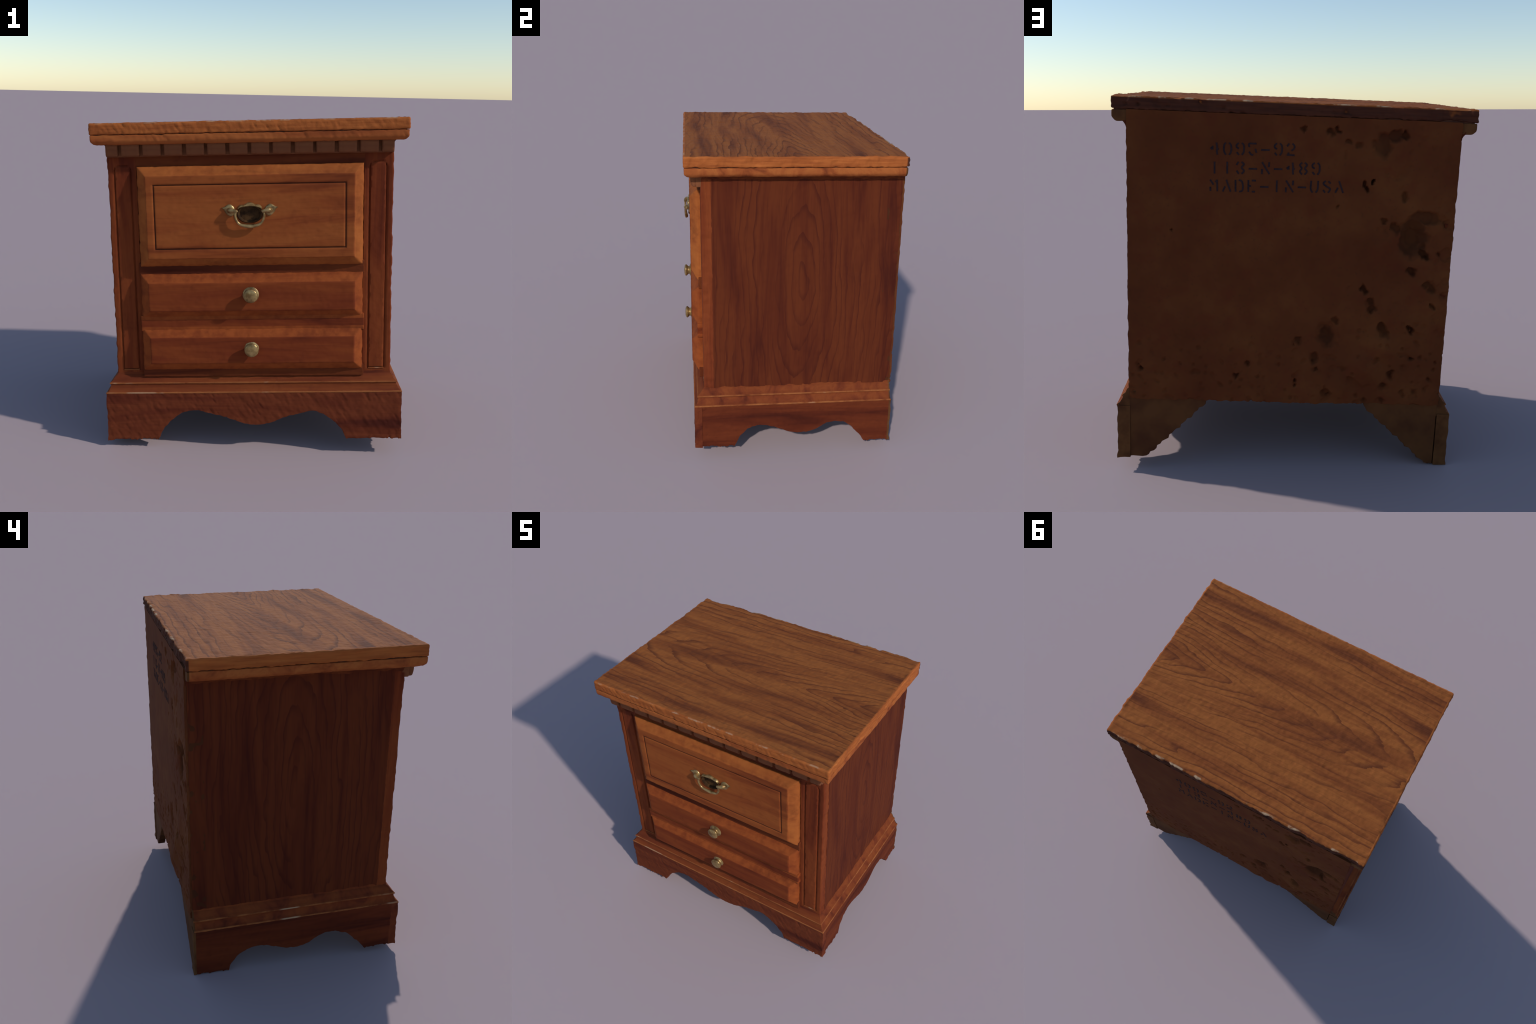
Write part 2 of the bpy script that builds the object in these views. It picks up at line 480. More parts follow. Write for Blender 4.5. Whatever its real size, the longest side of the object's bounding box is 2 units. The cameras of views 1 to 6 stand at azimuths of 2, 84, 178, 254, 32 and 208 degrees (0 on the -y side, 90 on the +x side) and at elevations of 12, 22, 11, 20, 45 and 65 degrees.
# ------------------------------------------------------------------ carcass
# side panels, with the bead that marks off the corner post
def side_panel(sign):
    vs = stations(-.530, .600, .0085, (-.530, -.526, -.522, -.518))
    ws = stations(.34, 1.80, .0085)
    Vv, Ww = np.meshgrid(vs, ws, indexing='ij')
    bead = .003 * np.exp(-((Vv + .524) / .004) ** 2)
    U = sign * (.8155 + bead)
    P = np.stack([U, Vv, Ww], -1)
    def back(p):
        q = p.copy(); q[:, 0] = sign * .77; return q
    V, F = plate(P, back, (.15, .5))
    def d(V, N):
        e = np.clip((V[:, 1] - .56) / .04, 0, 1)
        return .0016 * rough(V, 50 + sign) + e * .0045 * vnoise(V, (30, 30, 36), 55 + sign)
    make("side_panel", V, F, M_SIDE, displace=d)
side_panel(1); side_panel(-1)

def cove(sign):  # added filler: the scan closes this corner under the top
    r = .052
    prof = [(0, 0)] + [(r * (1 - math.sin(a)), -r * .9 * (1 - math.cos(a))) for a in np.linspace(0, math.pi / 2, 9)]
    vs = stations(-.58, .606, .012)
    V, F = [], []
    for v in vs:
        for x, z in prof: V.append((sign * (.814 + x), v, 1.771 + z))
    m = len(prof)
    for i in range(len(vs) - 1):
        for j in range(m):
            F.append([i * m + j, i * m + (j + 1) % m, (i + 1) * m + (j + 1) % m, (i + 1) * m + j])
    F.append(list(range(m))[::-1]); F.append([(len(vs) - 1) * m + j for j in range(m)])
    if sign < 0: F = [f[::-1] for f in F]
    make("top_corner_filler", V, F, M_FRAME, displace=wear(.0015, 0, 33))
cove(1); cove(-1)

# corner posts with a sunk outline (arched at the top)
def corner_post(sign):
    u0, u1 = .650, .8155
    us = stations(u0, u1, .007, (.680, .683, .686, .689, .770, .773, .776, .779, .812))
    ws = stations(.385, 1.766, .008, (.414, .418, .422, .426))
    U, W = np.meshgrid(us, ws, indexing='ij')
    cu, hu = .7295, .0465
    arch = 1.640 - .024 * np.clip(np.abs(U - cu) / hu, 0, 1.2) ** 4.0
    d_in = np.minimum(np.minimum(hu - np.abs(U - cu), W - .42), arch - W)   # >0 inside
    groove = np.exp(-(d_in / .0034) ** 2) * .010
    h = -groove + np.where(d_in > 0, .0015, 0)
    edge = np.clip((U - (u1 - .006)) / .006, 0, 1) ** 2 * .005
    P = np.stack([sign * U, -.5895 - h + edge, W], -1)
    def back(p):
        q = p.copy(); q[:, 1] = -.527; return q
    V, F = plate(P, back, (.12, .35, .65))
    def d(V, N):
        e = np.clip((np.abs(V[:, 0]) - .800) / .012, 0, 1)
        return .0016 * rough(V, 60 + sign) + .0025 * chips(V, 63) * np.clip(np.abs(N[:, 0]), .2, 1) + e * .0032 * vnoise(V, (30, 30, 34), 66)
    ob = make("corner_post", V, F, M_POST if sign < 0 else M_POST, displace=d)
    # paler ledge at the foot of the sunk outline
    V, F = rounded_box((sign * cu - .047, -.5925, .4135), (sign * cu + .047, -.580, .4205), .008, .003)
    make("post_ledge", V, F, M_BEAD, parent=ob, displace=wear(.0006))
corner_post(1); corner_post(-1)

# face frame behind the drawers
def rail(w0, w1, v, seed, mat=M_FRAME):
    V, F = rounded_box((-.654, v, w0), (.654, -.54, w1), .009, .004)
    make("drawer_rail", V, F, mat, displace=wear(.0015, .001, seed))
rail(1.615, 1.770, -.592, 70)
rail(1.000, 1.075, -.610, 71)
rail(.665, .760, -.624, 72, M_DRAWER)
rail(.380, .450, -.617, 73)
V, F = rounded_box((-.78, -.545, .345), (.78, .515, 1.79), .08, .004)
make("carcass", V, F, M_RAW_DARK)
# bottom board is part of the carcass underside
# ------------------------------------------------------------------ drawers
def drawer(u0, u1, w0, w1, face_v, rim_v, bevel, mat, seed, groove=None, lip=.007):
    fe = (.0015, .004, .008, .014, .022, .032, bevel - .006, bevel - .002, bevel + .002, bevel + .005)
    gu = gw = ()
    if groove:
        gu = tuple(s * groove[0] + d for s in (-1, 1) for d in (-.006, -.003, 0, .003, .006))
        gw = tuple(x + d for x in groove[1:3] for d in (-.006, -.003, 0, .003, .006))
    us = stations(u0, u1, .0075, tuple(u0 + x for x in fe) + tuple(u1 - x for x in fe) + gu)
    ws = stations(w0, w1, .0065, tuple(w0 + x for x in fe) + tuple(w1 - x for x in fe) + gw)
    U, W = np.meshgrid(us, ws, indexing='ij')
    e = np.minimum(np.minimum(U - u0, u1 - U), np.minimum(W - w0, w1 - W))
    t = np.clip(e / bevel, 0, 1)
    full = -face_v + rim_v                       # total rise
    h = (full - lip) * (.72 * t + .28 * np.sqrt(np.clip(1 - (1 - t) ** 4, 0, 1)))
    h = h + lip * np.clip((e - bevel) / .003, 0, 1)
    if groove:
        q = np.maximum(np.abs(U + .002) - groove[0], np.abs(W - (groove[1] + groove[2]) / 2) - (groove[2] - groove[1]) / 2)
        h = h - .006 * np.exp(-(q / .004) ** 2)
    if groove:
        h = h - .055 * np.clip((1 - np.sqrt((U / .069) ** 2 + ((W - 1.358) / .047) ** 2)) / .25, 0, 1)  # dent of the scan copied behind the handle
    P = np.stack([U, rim_v - h, W], -1)
    def back(p):
        q = p.copy(); q[:, 1] = -.575; return q
    V, F = plate(P, back, (.5,))
    def d(V, N):
        bev = 1 - np.clip((np.minimum(np.minimum(V[:, 0] - u0, u1 - V[:, 0]), np.minimum(V[:, 2] - w0, w1 - V[:, 2])) - bevel) / .01, 0, 1)
        return .0008 * rough(V, seed) + bev * (.0014 * rough(V, seed + 3) + .003 * chips(V, seed + 4)) \
            + .0005 * vnoise(V, (40, 40, 60), seed + 5)
    return make("drawer_front", V, F, mat, displace=d)
d1 = drawer(-.646, .646, 1.050, 1.632, -.654, -.602, .050, M_DRAWER_BIG, 80, (.544, 1.160, 1.527))
d2 = drawer(-.648, .647, .742, 1.008, -.656, -.606, .046, M_DRAWER, 90)
d3 = drawer(-.650, .647, .423, .683, -.659, -.609, .048, M_DRAWER, 100)

# knobs
KNOB = [(.047, -.004), (.047, .002), (.043, .005), (.037, .007), (.031, .011), (.028, .016), (.029, .021), (.034, .025),
        (.039, .030), (.0415, .035), (.040, .040), (.035, .0435), (.026, .0465), (.014, .048), (.004, .0485)]
for parent, w in ((d2, .887), (d3, .563)):
    V, F = lathe(KNOB, (-.003, -.6545, w))
    make("knob", V, F, M_BRASS, parent=parent, displace=wear(.0009, .001, int(w * 100)))

# bail pull: back plate, two pointed rosettes, knuckles, hanging bail
def solid_outline(pts, v0, v1, inset):
    P = np.array(pts, float); n = len(P)
    T = np.roll(P, -1, 0) - np.roll(P, 1, 0)
    nrm = np.stack([T[:, 1], -T[:, 0]], 1); nrm /= np.linalg.norm(nrm, axis=1, keepdims=True)
    area = .5 * np.sum(P[:, 0] * np.roll(P[:, 1], -1) - np.roll(P[:, 0], -1) * P[:, 1])
    nrm *= np.sign(area)
    V, F = [], []
    rings = [(0, v0), (0, v0 + (v1 - v0) * .45), (inset * .35, v0 + (v1 - v0) * .8), (inset, v1)]
    for o, v in rings:
        for p, q in zip(P, nrm): V.append((p[0] - q[0] * o, v, p[1] - q[1] * o))
    for r in range(len(rings) - 1):
        for k in range(n):
            F.append([r * n + k, r * n + (k + 1) % n, (r + 1) * n + (k + 1) % n, (r + 1) * n + k])
    F.append(list(range(n))[::-1]); F.append([(len(rings) - 1) * n + k for k in range(n)])
    if area > 0: F = [f[::-1] for f in F]
    F = [f[::-1] for f in F] if False else F
    return V, F
FV = -.650
def dish():
    # oval plate, hollowed to copy the scan's dent behind the bail
    V, F = [], []
    n = 48
    rings = [(1.10, .004), (1.10, -.008), (1.02, -.013), (.93, -.010), (.84, .004), (.70, .018), (.5, .028), (.25, .033), (.04, .034)]
    for r, dv in rings:
        for k in range(n):
            a = 2 * math.pi * k / n
            lift = .012 * max(0, math.sin(a)) ** 3 if r > .9 else 0
            V.append((.068 * r * math.cos(a), FV + dv, 1.358 + (.047 * r + lift * .5) * math.sin(a)))
    for i in range(len(rings) - 1):
        for k in range(n):
            F.append([i * n + k, i * n + (k + 1) % n, (i + 1) * n + (k + 1) % n, (i + 1) * n + k])
    F.append(list(range(n))[::-1]); F.append([(len(rings) - 1) * n + k for k in range(n)])
    return V, F
V, F = dish()
make("handle_backplate", V, F, M_BRASS_DARK, parent=d1, displace=wear(.0008, .001, 5))
# scalloped crest standing on the upper rim of the plate
half = [(0, 1.4255), (.012, 1.4240), (.025, 1.4165), (.034, 1.4115), (.045, 1.4130), (.056, 1.4105), (.065, 1.403), (.071, 1.391),
        (.066, 1.384), (.055, 1.390), (.040, 1.3955), (.020, 1.399), (0, 1.400)]
outline = half + [(-x, z) for x, z in half[-2:0:-1]]
V, F = solid_outline(outline, FV + .004, FV - .020, .006)
make("handle_crest", V, F, M_BRASS, parent=d1, displace=wear(.0006, 0, 9))
for s in (-1, 1):
    ros = [(.162, 1.3965), (.146, 1.4005), (.133, 1.4095), (.118, 1.4165), (.104, 1.413), (.092, 1.403), (.084, 1.388),
           (.084, 1.368), (.092, 1.352), (.104, 1.344), (.117, 1.346), (.130, 1.355), (.141, 1.369), (.150, 1.386)]
    V, F = solid_outline([(s * x, z) for x, z in ros], FV + .004, FV - .012, .009)
    make("handle_rosette", V, F, M_BRASS, parent=d1, displace=wear(.0006, 0, 6))
    p = spline([(s * .116, -.660, 1.381), (s * .108, -.672, 1.381), (s * .096, -.680, 1.380), (s * .080, -.682, 1.377), (s * .070, -.681, 1.374)], 20)
    V, F = tube(p, np.interp(np.linspace(0, 1, len(p)), [0, .3, .55, .75, 1], [.016, .0165, .012, .0105, .009]), 16)
    make("handle_knuckle", V, F, M_BRASS, parent=d1, displace=wear(.0006, 0, 7))
bail = spline([(-.073, -.681, 1.382), (-.081, -.682, 1.362), (-.080, -.682, 1.340), (-.070, -.681, 1.316), (-.052, -.679, 1.300),
               (-.026, -.677, 1.2925), (0, -.676, 1.290), (.026, -.677, 1.2925), (.052, -.679, 1.300), (.070, -.681, 1.316),
               (.080, -.682, 1.340), (.081, -.682, 1.362), (.073, -.681, 1.382)], 72)
tt = np.linspace(0, 1, len(bail))
V, F = tube(bail, .0070 + .0036 * np.exp(-((tt - .5) / .15) ** 2), 14)
make("handle_bail", V, F, M_BRASS, parent=d1, displace=wear(.0007, 0, 8))

# ------------------------------------------------------------------ dentil cornice
V, F = rounded_box((-.814, -.615, 1.688), (.814, -.57, 1.776), .02, .006)
cornice = make("cornice", V, F, M_DENTIL, displace=wear(.0012, 0, 110))
def tooth_mesh(w):
    V, F = rounded_box((-w / 2, -.646, 1.691), (w / 2, -.605, 1.772), .008, .010)
    # lower front rolls back like a cove
    t = np.clip((1.735 - V[:, 2]) / .045, 0, 1)
    fr = np.clip((-V[:, 1] - .60) / .04, 0, 1)
    V[:, 1] += .010 * t ** 2 * fr
    return V, F
V, F = tooth_mesh(.105)
tooth = make("dentil", V, F, M_DENTIL, parent=cornice, displace=wear(.0011, .001, 112))
tooth.location.x = -.670
x = -.670 + .1222
for k in range(11):
    ob = tooth.copy(); bpy.context.scene.collection.objects.link(ob)
    ob.location.x = x + random.uniform(-.002, .002); ob.parent = cornice; ALL.append(ob)
    x += .1222
V, F = tooth_mesh(.070)
end = make("dentil", V, F, M_DENTIL, parent=cornice, displace=wear(.0012, .001, 113))
end.location.x = -.776
ob = end.copy(); bpy.context.scene.collection.objects.link(ob); ob.location.x = .776; ob.parent = cornice; ALL.append(ob)

# ------------------------------------------------------------------ base moulding
PROFILE = [(-.05, .404), (-.001, .404), (.002, .396), (.004, .388), (.012, .383), (.020, .372), (.026, .362), (.032, .357),
           (.040, .352), (.044, .345), (.040, .338), (.040, .330), (.043, .318), (.048, .306), (.054, .300), (.060, .297),
           (.063, .290), (.061, .282), (.056, .278), (-.05, .278)]
def lean(d, w, k):
    # the side runs of the moulding slope back a little around the upper bead
    return d - k * math.exp(-((w - .350) / .030) ** 2)
def sweep_base(prof, yb=.604):
    step = .009
    path = []   # (kind, coordinate)  : left side back->front, front, right side
    rows = []
    yf0, x0 = -.589, .814
    n_side = int((yb - yf0) / step); n_front = int(2 * x0 / step)
    for k in range(n_side + 1):
        t = k / n_side
        rows.append([(-(x0 + lean(d, w, .001)), yb + ((yf0 - d) - yb) * t, w) for d, w in prof])
    for k in range(1, n_front + 1):
        t = k / n_front
        rows.append([(-(x0 + lean(d, w, .001)) * (1 - t) + (x0 + lean(d, w, .009)) * t, yf0 - d, w) for d, w in prof])
    for k in range(1, n_side + 1):
        t = k / n_side
        rows.append([(x0 + lean(d, w, .009), (yf0 - d) + (yb - (yf0 - d)) * t, w) for d, w in prof])
    V = np.array(rows).reshape(-1, 3); m = len(prof); n = len(rows)
    F = []
    for i in range(n - 1):
        for j in range(m):
            F.append([i * m + j, i * m + (j + 1) % m, (i + 1) * m + (j + 1) % m, (i + 1) * m + j])
    F.append(list(range(m))[::-1]); F.append([(n - 1) * m + j for j in range(m)])
    return V, F
V, F = sweep_base(PROFILE)
F = [f[::-1] for f in F]
base = make("base_moulding", V, F, M_MOULD, displace=wear(.0014, .0012, 120), smooth=40)

def round_bead(d, w, r):
    return [(d + r * math.cos(a), w + r * math.sin(a)) for a in np.linspace(math.pi * .75, -math.pi * 1.25, 11)[:-1]]
for d, w, r in ((.0405, .345, .0052), (.0600, .2905, .0056)):
    V, F = sweep_base(round_bead(d, w, r))
    make("moulding_bead", V, [f[::-1] for f in F], M_BEAD, parent=base, displace=wear(.0010, .0012, 125), smooth=60)

# ------------------------------------------------------------------ scalloped plinth
def smooth_curve(pts):
    c = spline([(x, y) for x, y in pts], 160)
    return c[:, 0], c[:, 1]
FRONT_ARCH = [(-.577, .000), (-.560, .030), (-.546, .056), (-.515, .095), (-.482, .126), (-.427, .167), (-.373, .181), (-.319, .178), (-.253, .160),
              (-.133, .124), (-.053, .096), (.013, .089), (.080, .095), (.161, .124), (.241, .152), (.347, .175), (.400, .163),
              (.467, .120), (.520, .063), (.540, .024), (.556, .000)]
RIGHT_ARCH = [(-.405, .000), (-.380, .042), (-.355, .080), (-.302, .127), (-.225, .142), (-.132, .118), (-.038, .082), (.04, .075), (.118, .096),
              (.194, .139), (.273, .148), (.337, .118), (.387, .070), (.43, .016), (.445, .000)]
LEFT_ARCH = [(-.452, .000), (-.435, .018), (-.386, .070), (-.321, .128), (-.25, .154), (-.172, .148), (-.105, .115), (-.038, .086), (.047, .088),
             (.139, .117), (.231, .134), (.329, .104), (.386, .047), (.403, .011), (.408, .000)]
def corner(V):
    # outer arrises, where the plinth is most knocked about
    return np.clip((np.abs(V[:, 0]) - .862) / .012, 0, 1) * np.clip((np.abs(V[:, 1]) - .58) / .03, 0, 1)
def flare(V, N):
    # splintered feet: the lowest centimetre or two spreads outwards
    t = np.clip((.022 - V[:, 2]) / .022, 0, 1)
    return t * (.004 + .008 * np.clip(vnoise(V, 14, 170), 0, 1)) * (N[:, 2] > -.7)
def skirt(name, arch, s0, s1, place, seed, mat):
    xs, ys = smooth_curve(arch)
    order = np.argsort(xs, kind='stable')
    xs, ys = xs[order], ys[order]
    S = stations(s0, s1, .0055, (xs[0], xs[-1]))
    inside = (S >= xs[0]) & (S <= xs[-1])
    bot = np.where(inside, np.interp(S, xs, ys), 0)
    pt = np.stack([S, S * 0, S * 0], 1)
    bot = bot + .0035 * vnoise(pt, 38, seed) + np.where(inside, .002, .0008) * vnoise(pt, 90, seed + 1)
    foot = ~inside
    bot = bot + np.where(foot, -.003 * (vnoise(pt, 24, seed + 2)), 0)
    T = np.linspace(0, 1, 46) ** .9
    P = np.empty((len(S), len(T), 3))
    for j, t in enumerate(T):
        w = bot + (.288 - bot) * t
        P[:, j] = place(S, w, 0)
    def back(p):
        q = p.copy()
        if name == "front_plinth": q[:, 1] += .045
        else: q[:, 0] -= np.sign(q[:, 0]) * .065
        return q
    V, F = plate(P, back, (.2, .55))
    return make(name, V, F, mat, displace=lambda V, N: .0020 * rough(V, 130) + .0045 * nicks(V, 131) + .0015 + .003 * corner(V) * vnoise(V, 32, 133) + flare(V, N))
skirt("front_plinth", FRONT_ARCH, -.878, .877, lambda s, w, d: np.stack([s, s * 0 - .652, w], 1), 140, M_SKIRT)
skirt("side_plinth", RIGHT_ARCH, -.6065, .608, lambda s, w, d: np.stack([s * 0 + .874, s, w], 1), 150, M_SKIRT_SIDE)
skirt("side_plinth", LEFT_ARCH, -.6065, .608, lambda s, w, d: np.stack([s * 0 - .879, s, w], 1), 160, M_SKIRT_SIDE)

# ------------------------------------------------------------------ back board
PITS = [(-.03, 1.752, .011, 1), (-.173, 1.746, .017, 1), (-.209, 1.766, .011, 1), (-.146, 1.671, .011, .7), (-.268, 1.704, .011, 1.2),
        (-.319, 1.694, .013, 1), (-.253, 1.644, .009, 1), (-.440, 1.722, .030, .8), (-.490, 1.737, .028, 1), (-.535, 1.745, .022, 1.2), (-.432, 1.676, .034, .7),
        (-.400, 1.690, .022, .7), (-.355, 1.505, .012, 1.6), (-.370, 1.478, .012, 1.6), (-.408, 1.519, .009, 2.2), (-.544, 1.442, .017, .8), (-.224, 1.379, .009, .8),
        (-.630, 1.340, .034, .9), (-.675, 1.335, .034, 1), (-.715, 1.325, .022, .8), (-.764, 1.322, .014, 1.2), (-.529, 1.287, .021, 1),
        (-.467, 1.311, .014, .9), (-.655, 1.195, .026, 1.4), (-.672, 1.150, .022, 1.5), (-.779, 1.159, .027, 1.1), (-.624, 1.06, .021, 1.2),
        (-.700, .995, .020, 1), (-.730, .975, .022, 1), (-.389, .965, .017, 1.2), (-.415, .895, .020, 1), (-.428, .865, .020, 1), (-.490, .755, .020, 1.2), (-.503, .740, .016, 1.2),
        (-.625, .762, .014, 1.5), (-.645, .748, .014, 1.4), (-.242, .786, .017, .8), (-.146, .585, .021, .8), (-.147, .522, .009, 1), (-.056, .673, .017, .8),
        (-.552, .506, .021, 1), (-.64, .594, .009, 1), (-.209, .403, .021, 1), (.764, .5, .011, 1), (.262, .474, .014, 1), (.197, .546, .011, 1),
        (-.046, .448, .011, 1), (.602, 1.236, .007, .8), (-.736, .882, .012, 1), (-.803, .952, .016, 1.2), (-.560, 1.23, .05, .25), (-.45, 1.25, .04, .2)]
def back_panel():
    us = stations(-.813, .813, .0055)
    T = np.linspace(0, 1, 268)
    pt = np.stack([us, us * 0, us * 0], 1)
    low = .334 + .0045 * vnoise(pt, 30, 200) + .004 * vnoise(pt, 75, 201) + .008 * np.clip((-us - .0) / .4, 0, 1)
    P = np.empty((len(us), len(T), 3))
    for j, t in enumerate(T):
        P[:, j, 0] = us; P[:, j, 1] = .6125; P[:, j, 2] = low + (1.8165 - low) * t
    flat = P.reshape(-1, 3)
    u, w = flat[:, 0], flat[:, 2]
    du = .014 * vnoise(flat, 22, 210) + .009 * vnoise(flat, 62, 211)
    dw = .014 * vnoise(flat, 22, 212) + .009 * vnoise(flat, 62, 213)
    dep = np.zeros(len(flat))
    for pu, pw, r, k in PITS:
        r = r * 1.15
        q = np.sqrt((u + du - pu) ** 2 + (w + dw - pw) ** 2) / r
        dep = np.maximum(dep, k * .024 * np.clip((1.2 - q) / .55, 0, 1) ** .8 * (r / .025) ** .3)
    dep = np.where(np.abs(u) > .755, np.minimum(dep, .009), dep)
    calm = np.exp(-(((u - .08) / .40) ** 6 + ((w - 1.56) / .16) ** 6))       # clean field under the stencil
    lowpart = np.clip((.85 - w) / .3, 0, 1)
    scarred = np.clip((-u - .1) / .4, 0, 1)
    small = np.clip(vnoise(flat, 42, 220) - .5, 0, 1)
    mid = np.clip(vnoise(flat, 21, 221) - .5, 0, 1)
    dep += small * (.026 * lowpart + .012 * scarred) + mid * (.02 * scarred + .012 * lowpart)
    mound = np.zeros(len(flat))
    for pu, pw, r, k in ((-.56, .80, .10, .016), (-.50, .66, .10, .033), (-.42, .54, .10, .034), (-.27, .43, .09, .026), (-.15, .38, .07, .014)):
        mound = np.maximum(mound, k * np.exp(-((u - pu) ** 2 + (w - pw) ** 2) / (r * .8) ** 2))
    for pu, pw, ru, rw, k in ((-.615, 1.235, .080, .10, .058), (-.20, .715, .052, .06, .036)):
        dep = np.maximum(dep, k * np.clip(1.15 - np.sqrt(((u + du - pu) / ru) ** 2 + ((w + dw - pw) / rw) ** 2), 0, .8) / .8) + 0
    bow = .003 * np.exp(-((u / .75) ** 4 + ((w - 1.0) / .75) ** 4)) 
    flat[:, 1] += mound + bow
    relief = .0018 * rough(flat, 230) * (.35 + .5 * scarred + .5 * lowpart) + .003 * vnoise(flat, 5, 231) * scarred
    flat[:, 1] += (relief * (1 - calm) - dep * (1 - calm))
    P = flat.reshape(P.shape)
    def back(p):
        q = p.copy(); q[:, 1] = .52; return q
    V, F = plate(P, back, (.5,))
    def d(V, N):
        return .0040 * vnoise(V, (10, 36, 36), 240) * np.clip((np.abs(V[:, 0]) - .80) / .012, 0, 1)
    return make("back_panel", V, F, M_BACK, displace=d, smooth=60)
back = back_panel()

# raw end of the lower moulding and side plinths, and the triangular rear leg brackets
def bracket(sign, foot_in, knee, top=.345):
    pts = [(.8105, .37), (.770, .37), (.760, top), (knee, top), (knee + .006, .325)]
    n = 26
    for k in range(1, n):
        t = k / n
        j = .004 * math.sin(k * 2.4 + sign) + .003 * math.sin(k * 5.1)
        pts.append((knee + (foot_in - knee) * t + j, .325 * (1 - t) + j * .6))
    pts += [(foot_in, .003), (foot_in + .02, -.001), (.795, .002), (.8105, .0)]
    poly = [(sign * x, z) for x, z in pts]
    V, F = [], []
    m = len(poly)
    for v in (.6055, .6025, .555):
        o = .0025 if v > .604 else 0
        c = np.array([sign * .74, .2])
        V += [(x - o * np.sign(x - c[0]), v, z - o * np.sign(z - c[1])) for x, z in poly]
    for r in range(2):
        for k in range(m):
            F.append([r * m + k, r * m + (k + 1) % m, (r + 1) * m + (k + 1) % m, (r + 1) * m + k])
    F.append(list(range(m))[::-1]); F.append([2 * m + k for k in range(m)])
    if sign < 0: F = [f[::-1] for f in F]
    return make("rear_leg_bracket", V, F, M_RAW, smooth=40)
bracket(1, .725, .405)
bracket(-1, .768, .415)

# ------------------------------------------------------------------ stencilled marks on the back
GLYPH = {
 '4': [[(.0, .50), (.16, .57), (.34, .70)], [(.08, .46), (.36, .50)], [(.72, 1), (.78, .62), (.76, .3), (.80, 0)], [(.84, .47), (.98, .46)]],
 '0': [[(.32, 1), (.12, .78), (.10, .3), (.32, 0)], [(.72, 1), (.94, .75), (.94, .28), (.70, 0)]],
 '9': [[(.36, 1), (.10, .82), (.12, .64), (.36, .52)], [(.10, .22), (.36, .0)], [(.72, 1), (.94, .78), (.94, .28), (.70, 0)]],
 '5': [[(.08, .66), (.10, .94), (.95, .95)], [(.80, .52), (.94, .18)], [(.06, .28), (.28, .06), (.56, .0)]],
 '-': [[(0, .44), (1, .43)]],
 '2': [[(.06, .76), (.32, 1)], [(.70, 1), (.94, .78), (.86, .56), (.58, .40)], [(.02, .06), (.96, .02)], [(.12, .17), (.34, .17)]],
 '1': [[(.46, 1), (.44, 0)]],
 '3': [[(.06, .74), (.30, 1)], [(.66, 1), (.94, .80), (.66, .52), (.94, .26), (.66, 0)], [(.06, .26), (.32, 0)]],
 'N': [[(.10, 1), (.96, 0)], [(.95, 1), (.90, .60)], [(.10, .42), (.06, 0)]],
 '8': [[(.36, 1), (.10, .80), (.32, .52), (.10, .26), (.36, 0)], [(.68, 1), (.94, .80), (.70, .52), (.94, .26), (.66, 0)]],
 'M': [[(.04, 1), (.44, .58)], [(.86, 1), (.88, .02)], [(.66, .82), (.80, .90)], [(.06, .40), (.06, .04)]],
 'A': [[(.46, 1), (.96, 0)], [(.02, .0), (.32, .44)]],
 'D': [[(.06, 1), (.06, 0)], [(.46, 1), (.80, .88), (.94, .52), (.88, .12), (.50, 0)]],
 'E': [[(.10, 1), (.08, 0)], [(.16, .50), (.40, .50)], [(.50, .96), (1, .96)], [(.50, .02), (.88, .02)]],
 'I': [[(.50, 1), (.48, 0)]],
 'U': [[(.12, 1), (.06, .30), (.30, 0)], [(.94, 1), (.90, .30), (.66, 0)]],
 'S': [[(.36, 1), (.08, .80), (.40, .56), (.90, .32), (.66, 0)], [(.68, .98), (.94, .78)], [(.04, .22), (.30, .02)]],
}
TEXT_V = .6125
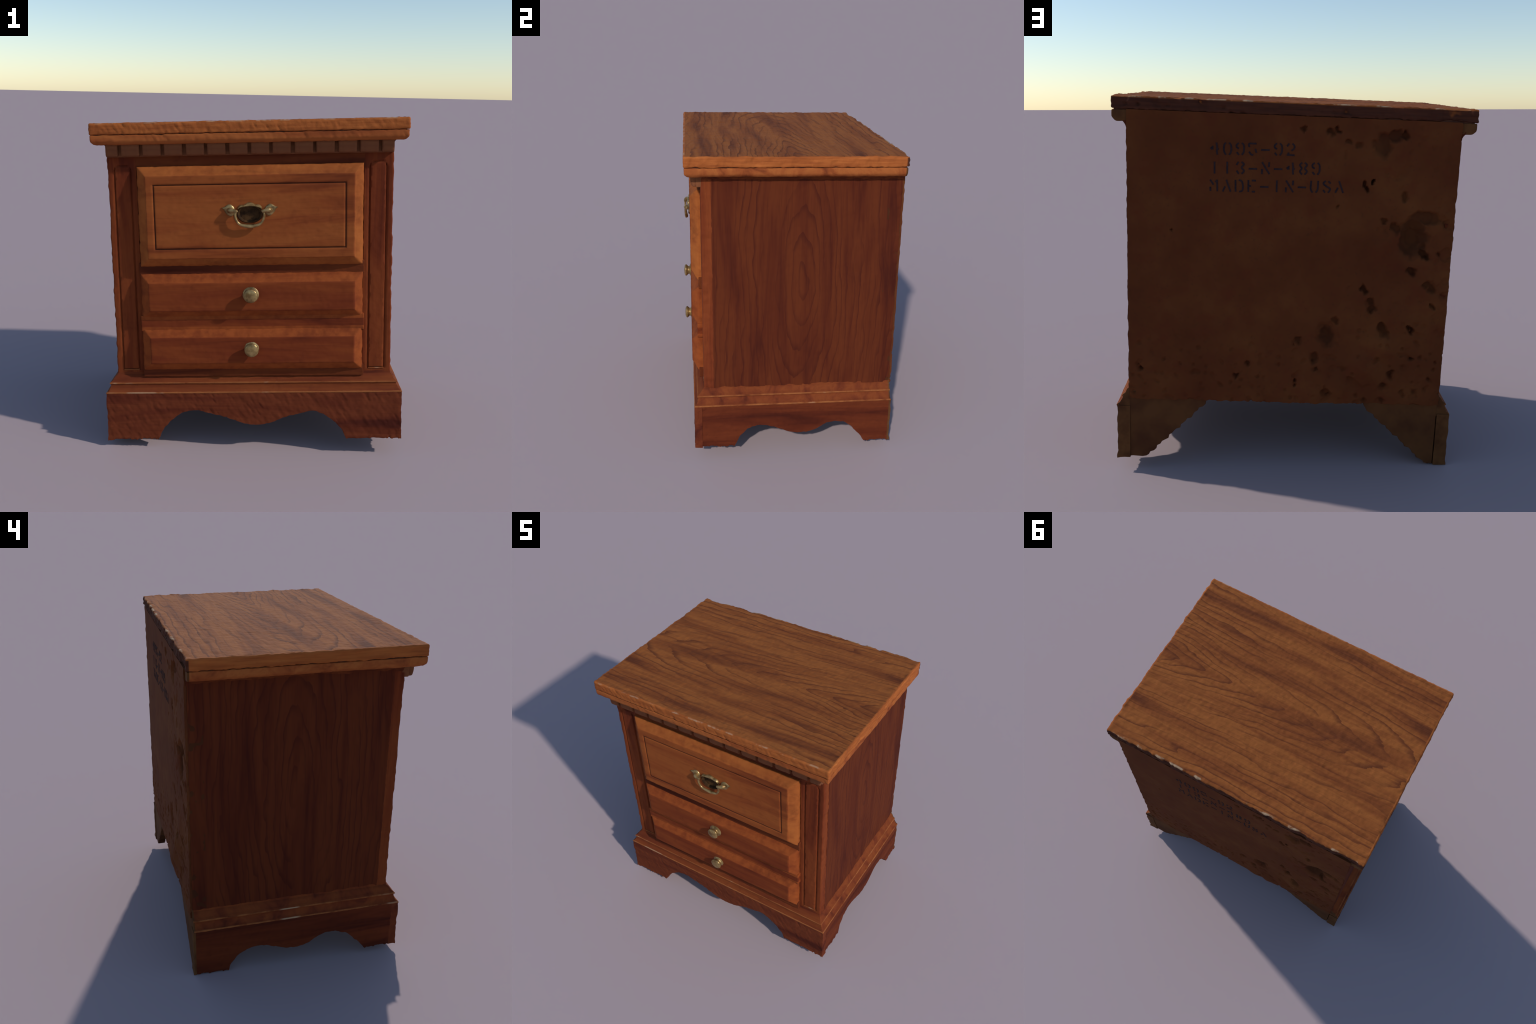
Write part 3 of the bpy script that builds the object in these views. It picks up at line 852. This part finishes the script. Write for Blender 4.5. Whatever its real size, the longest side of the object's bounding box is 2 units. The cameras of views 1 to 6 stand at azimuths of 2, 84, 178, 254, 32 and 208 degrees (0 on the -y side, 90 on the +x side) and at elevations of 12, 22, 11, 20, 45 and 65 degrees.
def glyph_mesh(ch):
    V, F = [], []
    cw, chh, half = .041, .058, .0042
    for si, st in enumerate(GLYPH[ch]):
        P = spline(st, 6 * (len(st) - 1)) if len(st) > 2 else np.array(st, float)
        P = P * np.array([-cw, chh])
        T = np.gradient(P, axis=0); T /= np.linalg.norm(T, axis=1, keepdims=True)
        Q = np.stack([-T[:, 1], T[:, 0]], 1) * half
        b = len(V); n = len(P)
        out = TEXT_V + .0014 + .00015 * si
        for v in (out, TEXT_V - .003):
            for p, q in zip(P, Q):
                V.append((p[0] + q[0], v, p[1] + q[1])); V.append((p[0] - q[0], v, p[1] - q[1]))
        for i in range(n - 1):
            a = b + 2 * i; c = b + 2 * n + 2 * i
            F += [[a, a + 1, a + 3, a + 2], [c, c + 2, c + 3, c + 1], [a, a + 2, c + 2, c], [a + 1, c + 1, c + 3, a + 3]]
        F += [[b, b + 2 * n, b + 2 * n + 1, b + 1],
              [b + 2 * n - 2, b + 2 * n - 1, b + 4 * n - 1, b + 4 * n - 2]]
    return V, F
glyphs = {}
for line, (u0, w0, text) in enumerate(((.407, 1.616, "4095-92"), (.404, 1.524, "113-N-489"), (.407, 1.436, "MADE-IN-USA"))):
    for i, ch in enumerate(text):
        if ch not in glyphs:
            V, F = glyph_mesh(ch)
            ob = make("stencil_character", V, F, M_INK, parent=back, smooth=30)
            glyphs[ch] = ob
        else:
            ob = glyphs[ch].copy(); bpy.context.scene.collection.objects.link(ob); ob.parent = back; ALL.append(ob)
        u = u0 - .0615 * i; w = w0 + .026 * (.41 - u)
        off = SKEW @ np.array([u, .003 * math.exp(-((u / .75) ** 4 + ((w + .03 - 1.0) / .75) ** 4)), w])
        ob.location = (off[0], off[1], off[2])
        ob.rotation_euler = (0, math.radians(1.5), 0)

# ------------------------------------------------------------------ place the whole
M4 = Matrix.Identity(4)
for r in range(3):
    for c in range(3): M4[r][c] = float(ROT[r, c])
ROOT.matrix_world = Matrix.Translation(Vector(ORIGIN.tolist())) @ M4
bpy.context.view_layer.update()
low = 1e9
for ob in ALL:
    me = ob.data
    co = np.empty(len(me.vertices) * 3); me.vertices.foreach_get("co", co)
    mw = np.array(ob.matrix_world)
    low = min(low, float((co.reshape(-1, 3) @ mw[2, :3] + mw[2, 3]).min()))
# sit the lowest foot on the floor; whatever splinters reach lower are worn flat
SINK = .0048
ROOT.location.z -= low + SINK
bpy.context.view_layer.update()
for ob in ALL:
    if not ob.name.startswith(("front_plinth", "side_plinth", "rear_leg_bracket")): continue
    me = ob.data
    mw = np.array(ob.matrix_world)
    co = np.empty(len(me.vertices) * 3); me.vertices.foreach_get("co", co); co = co.reshape(-1, 3)
    z = co @ mw[2, :3] + mw[2, 3]
    co[:, 2] += np.clip(-z, 0, None)
    me.vertices.foreach_set("co", co.ravel()); me.update()
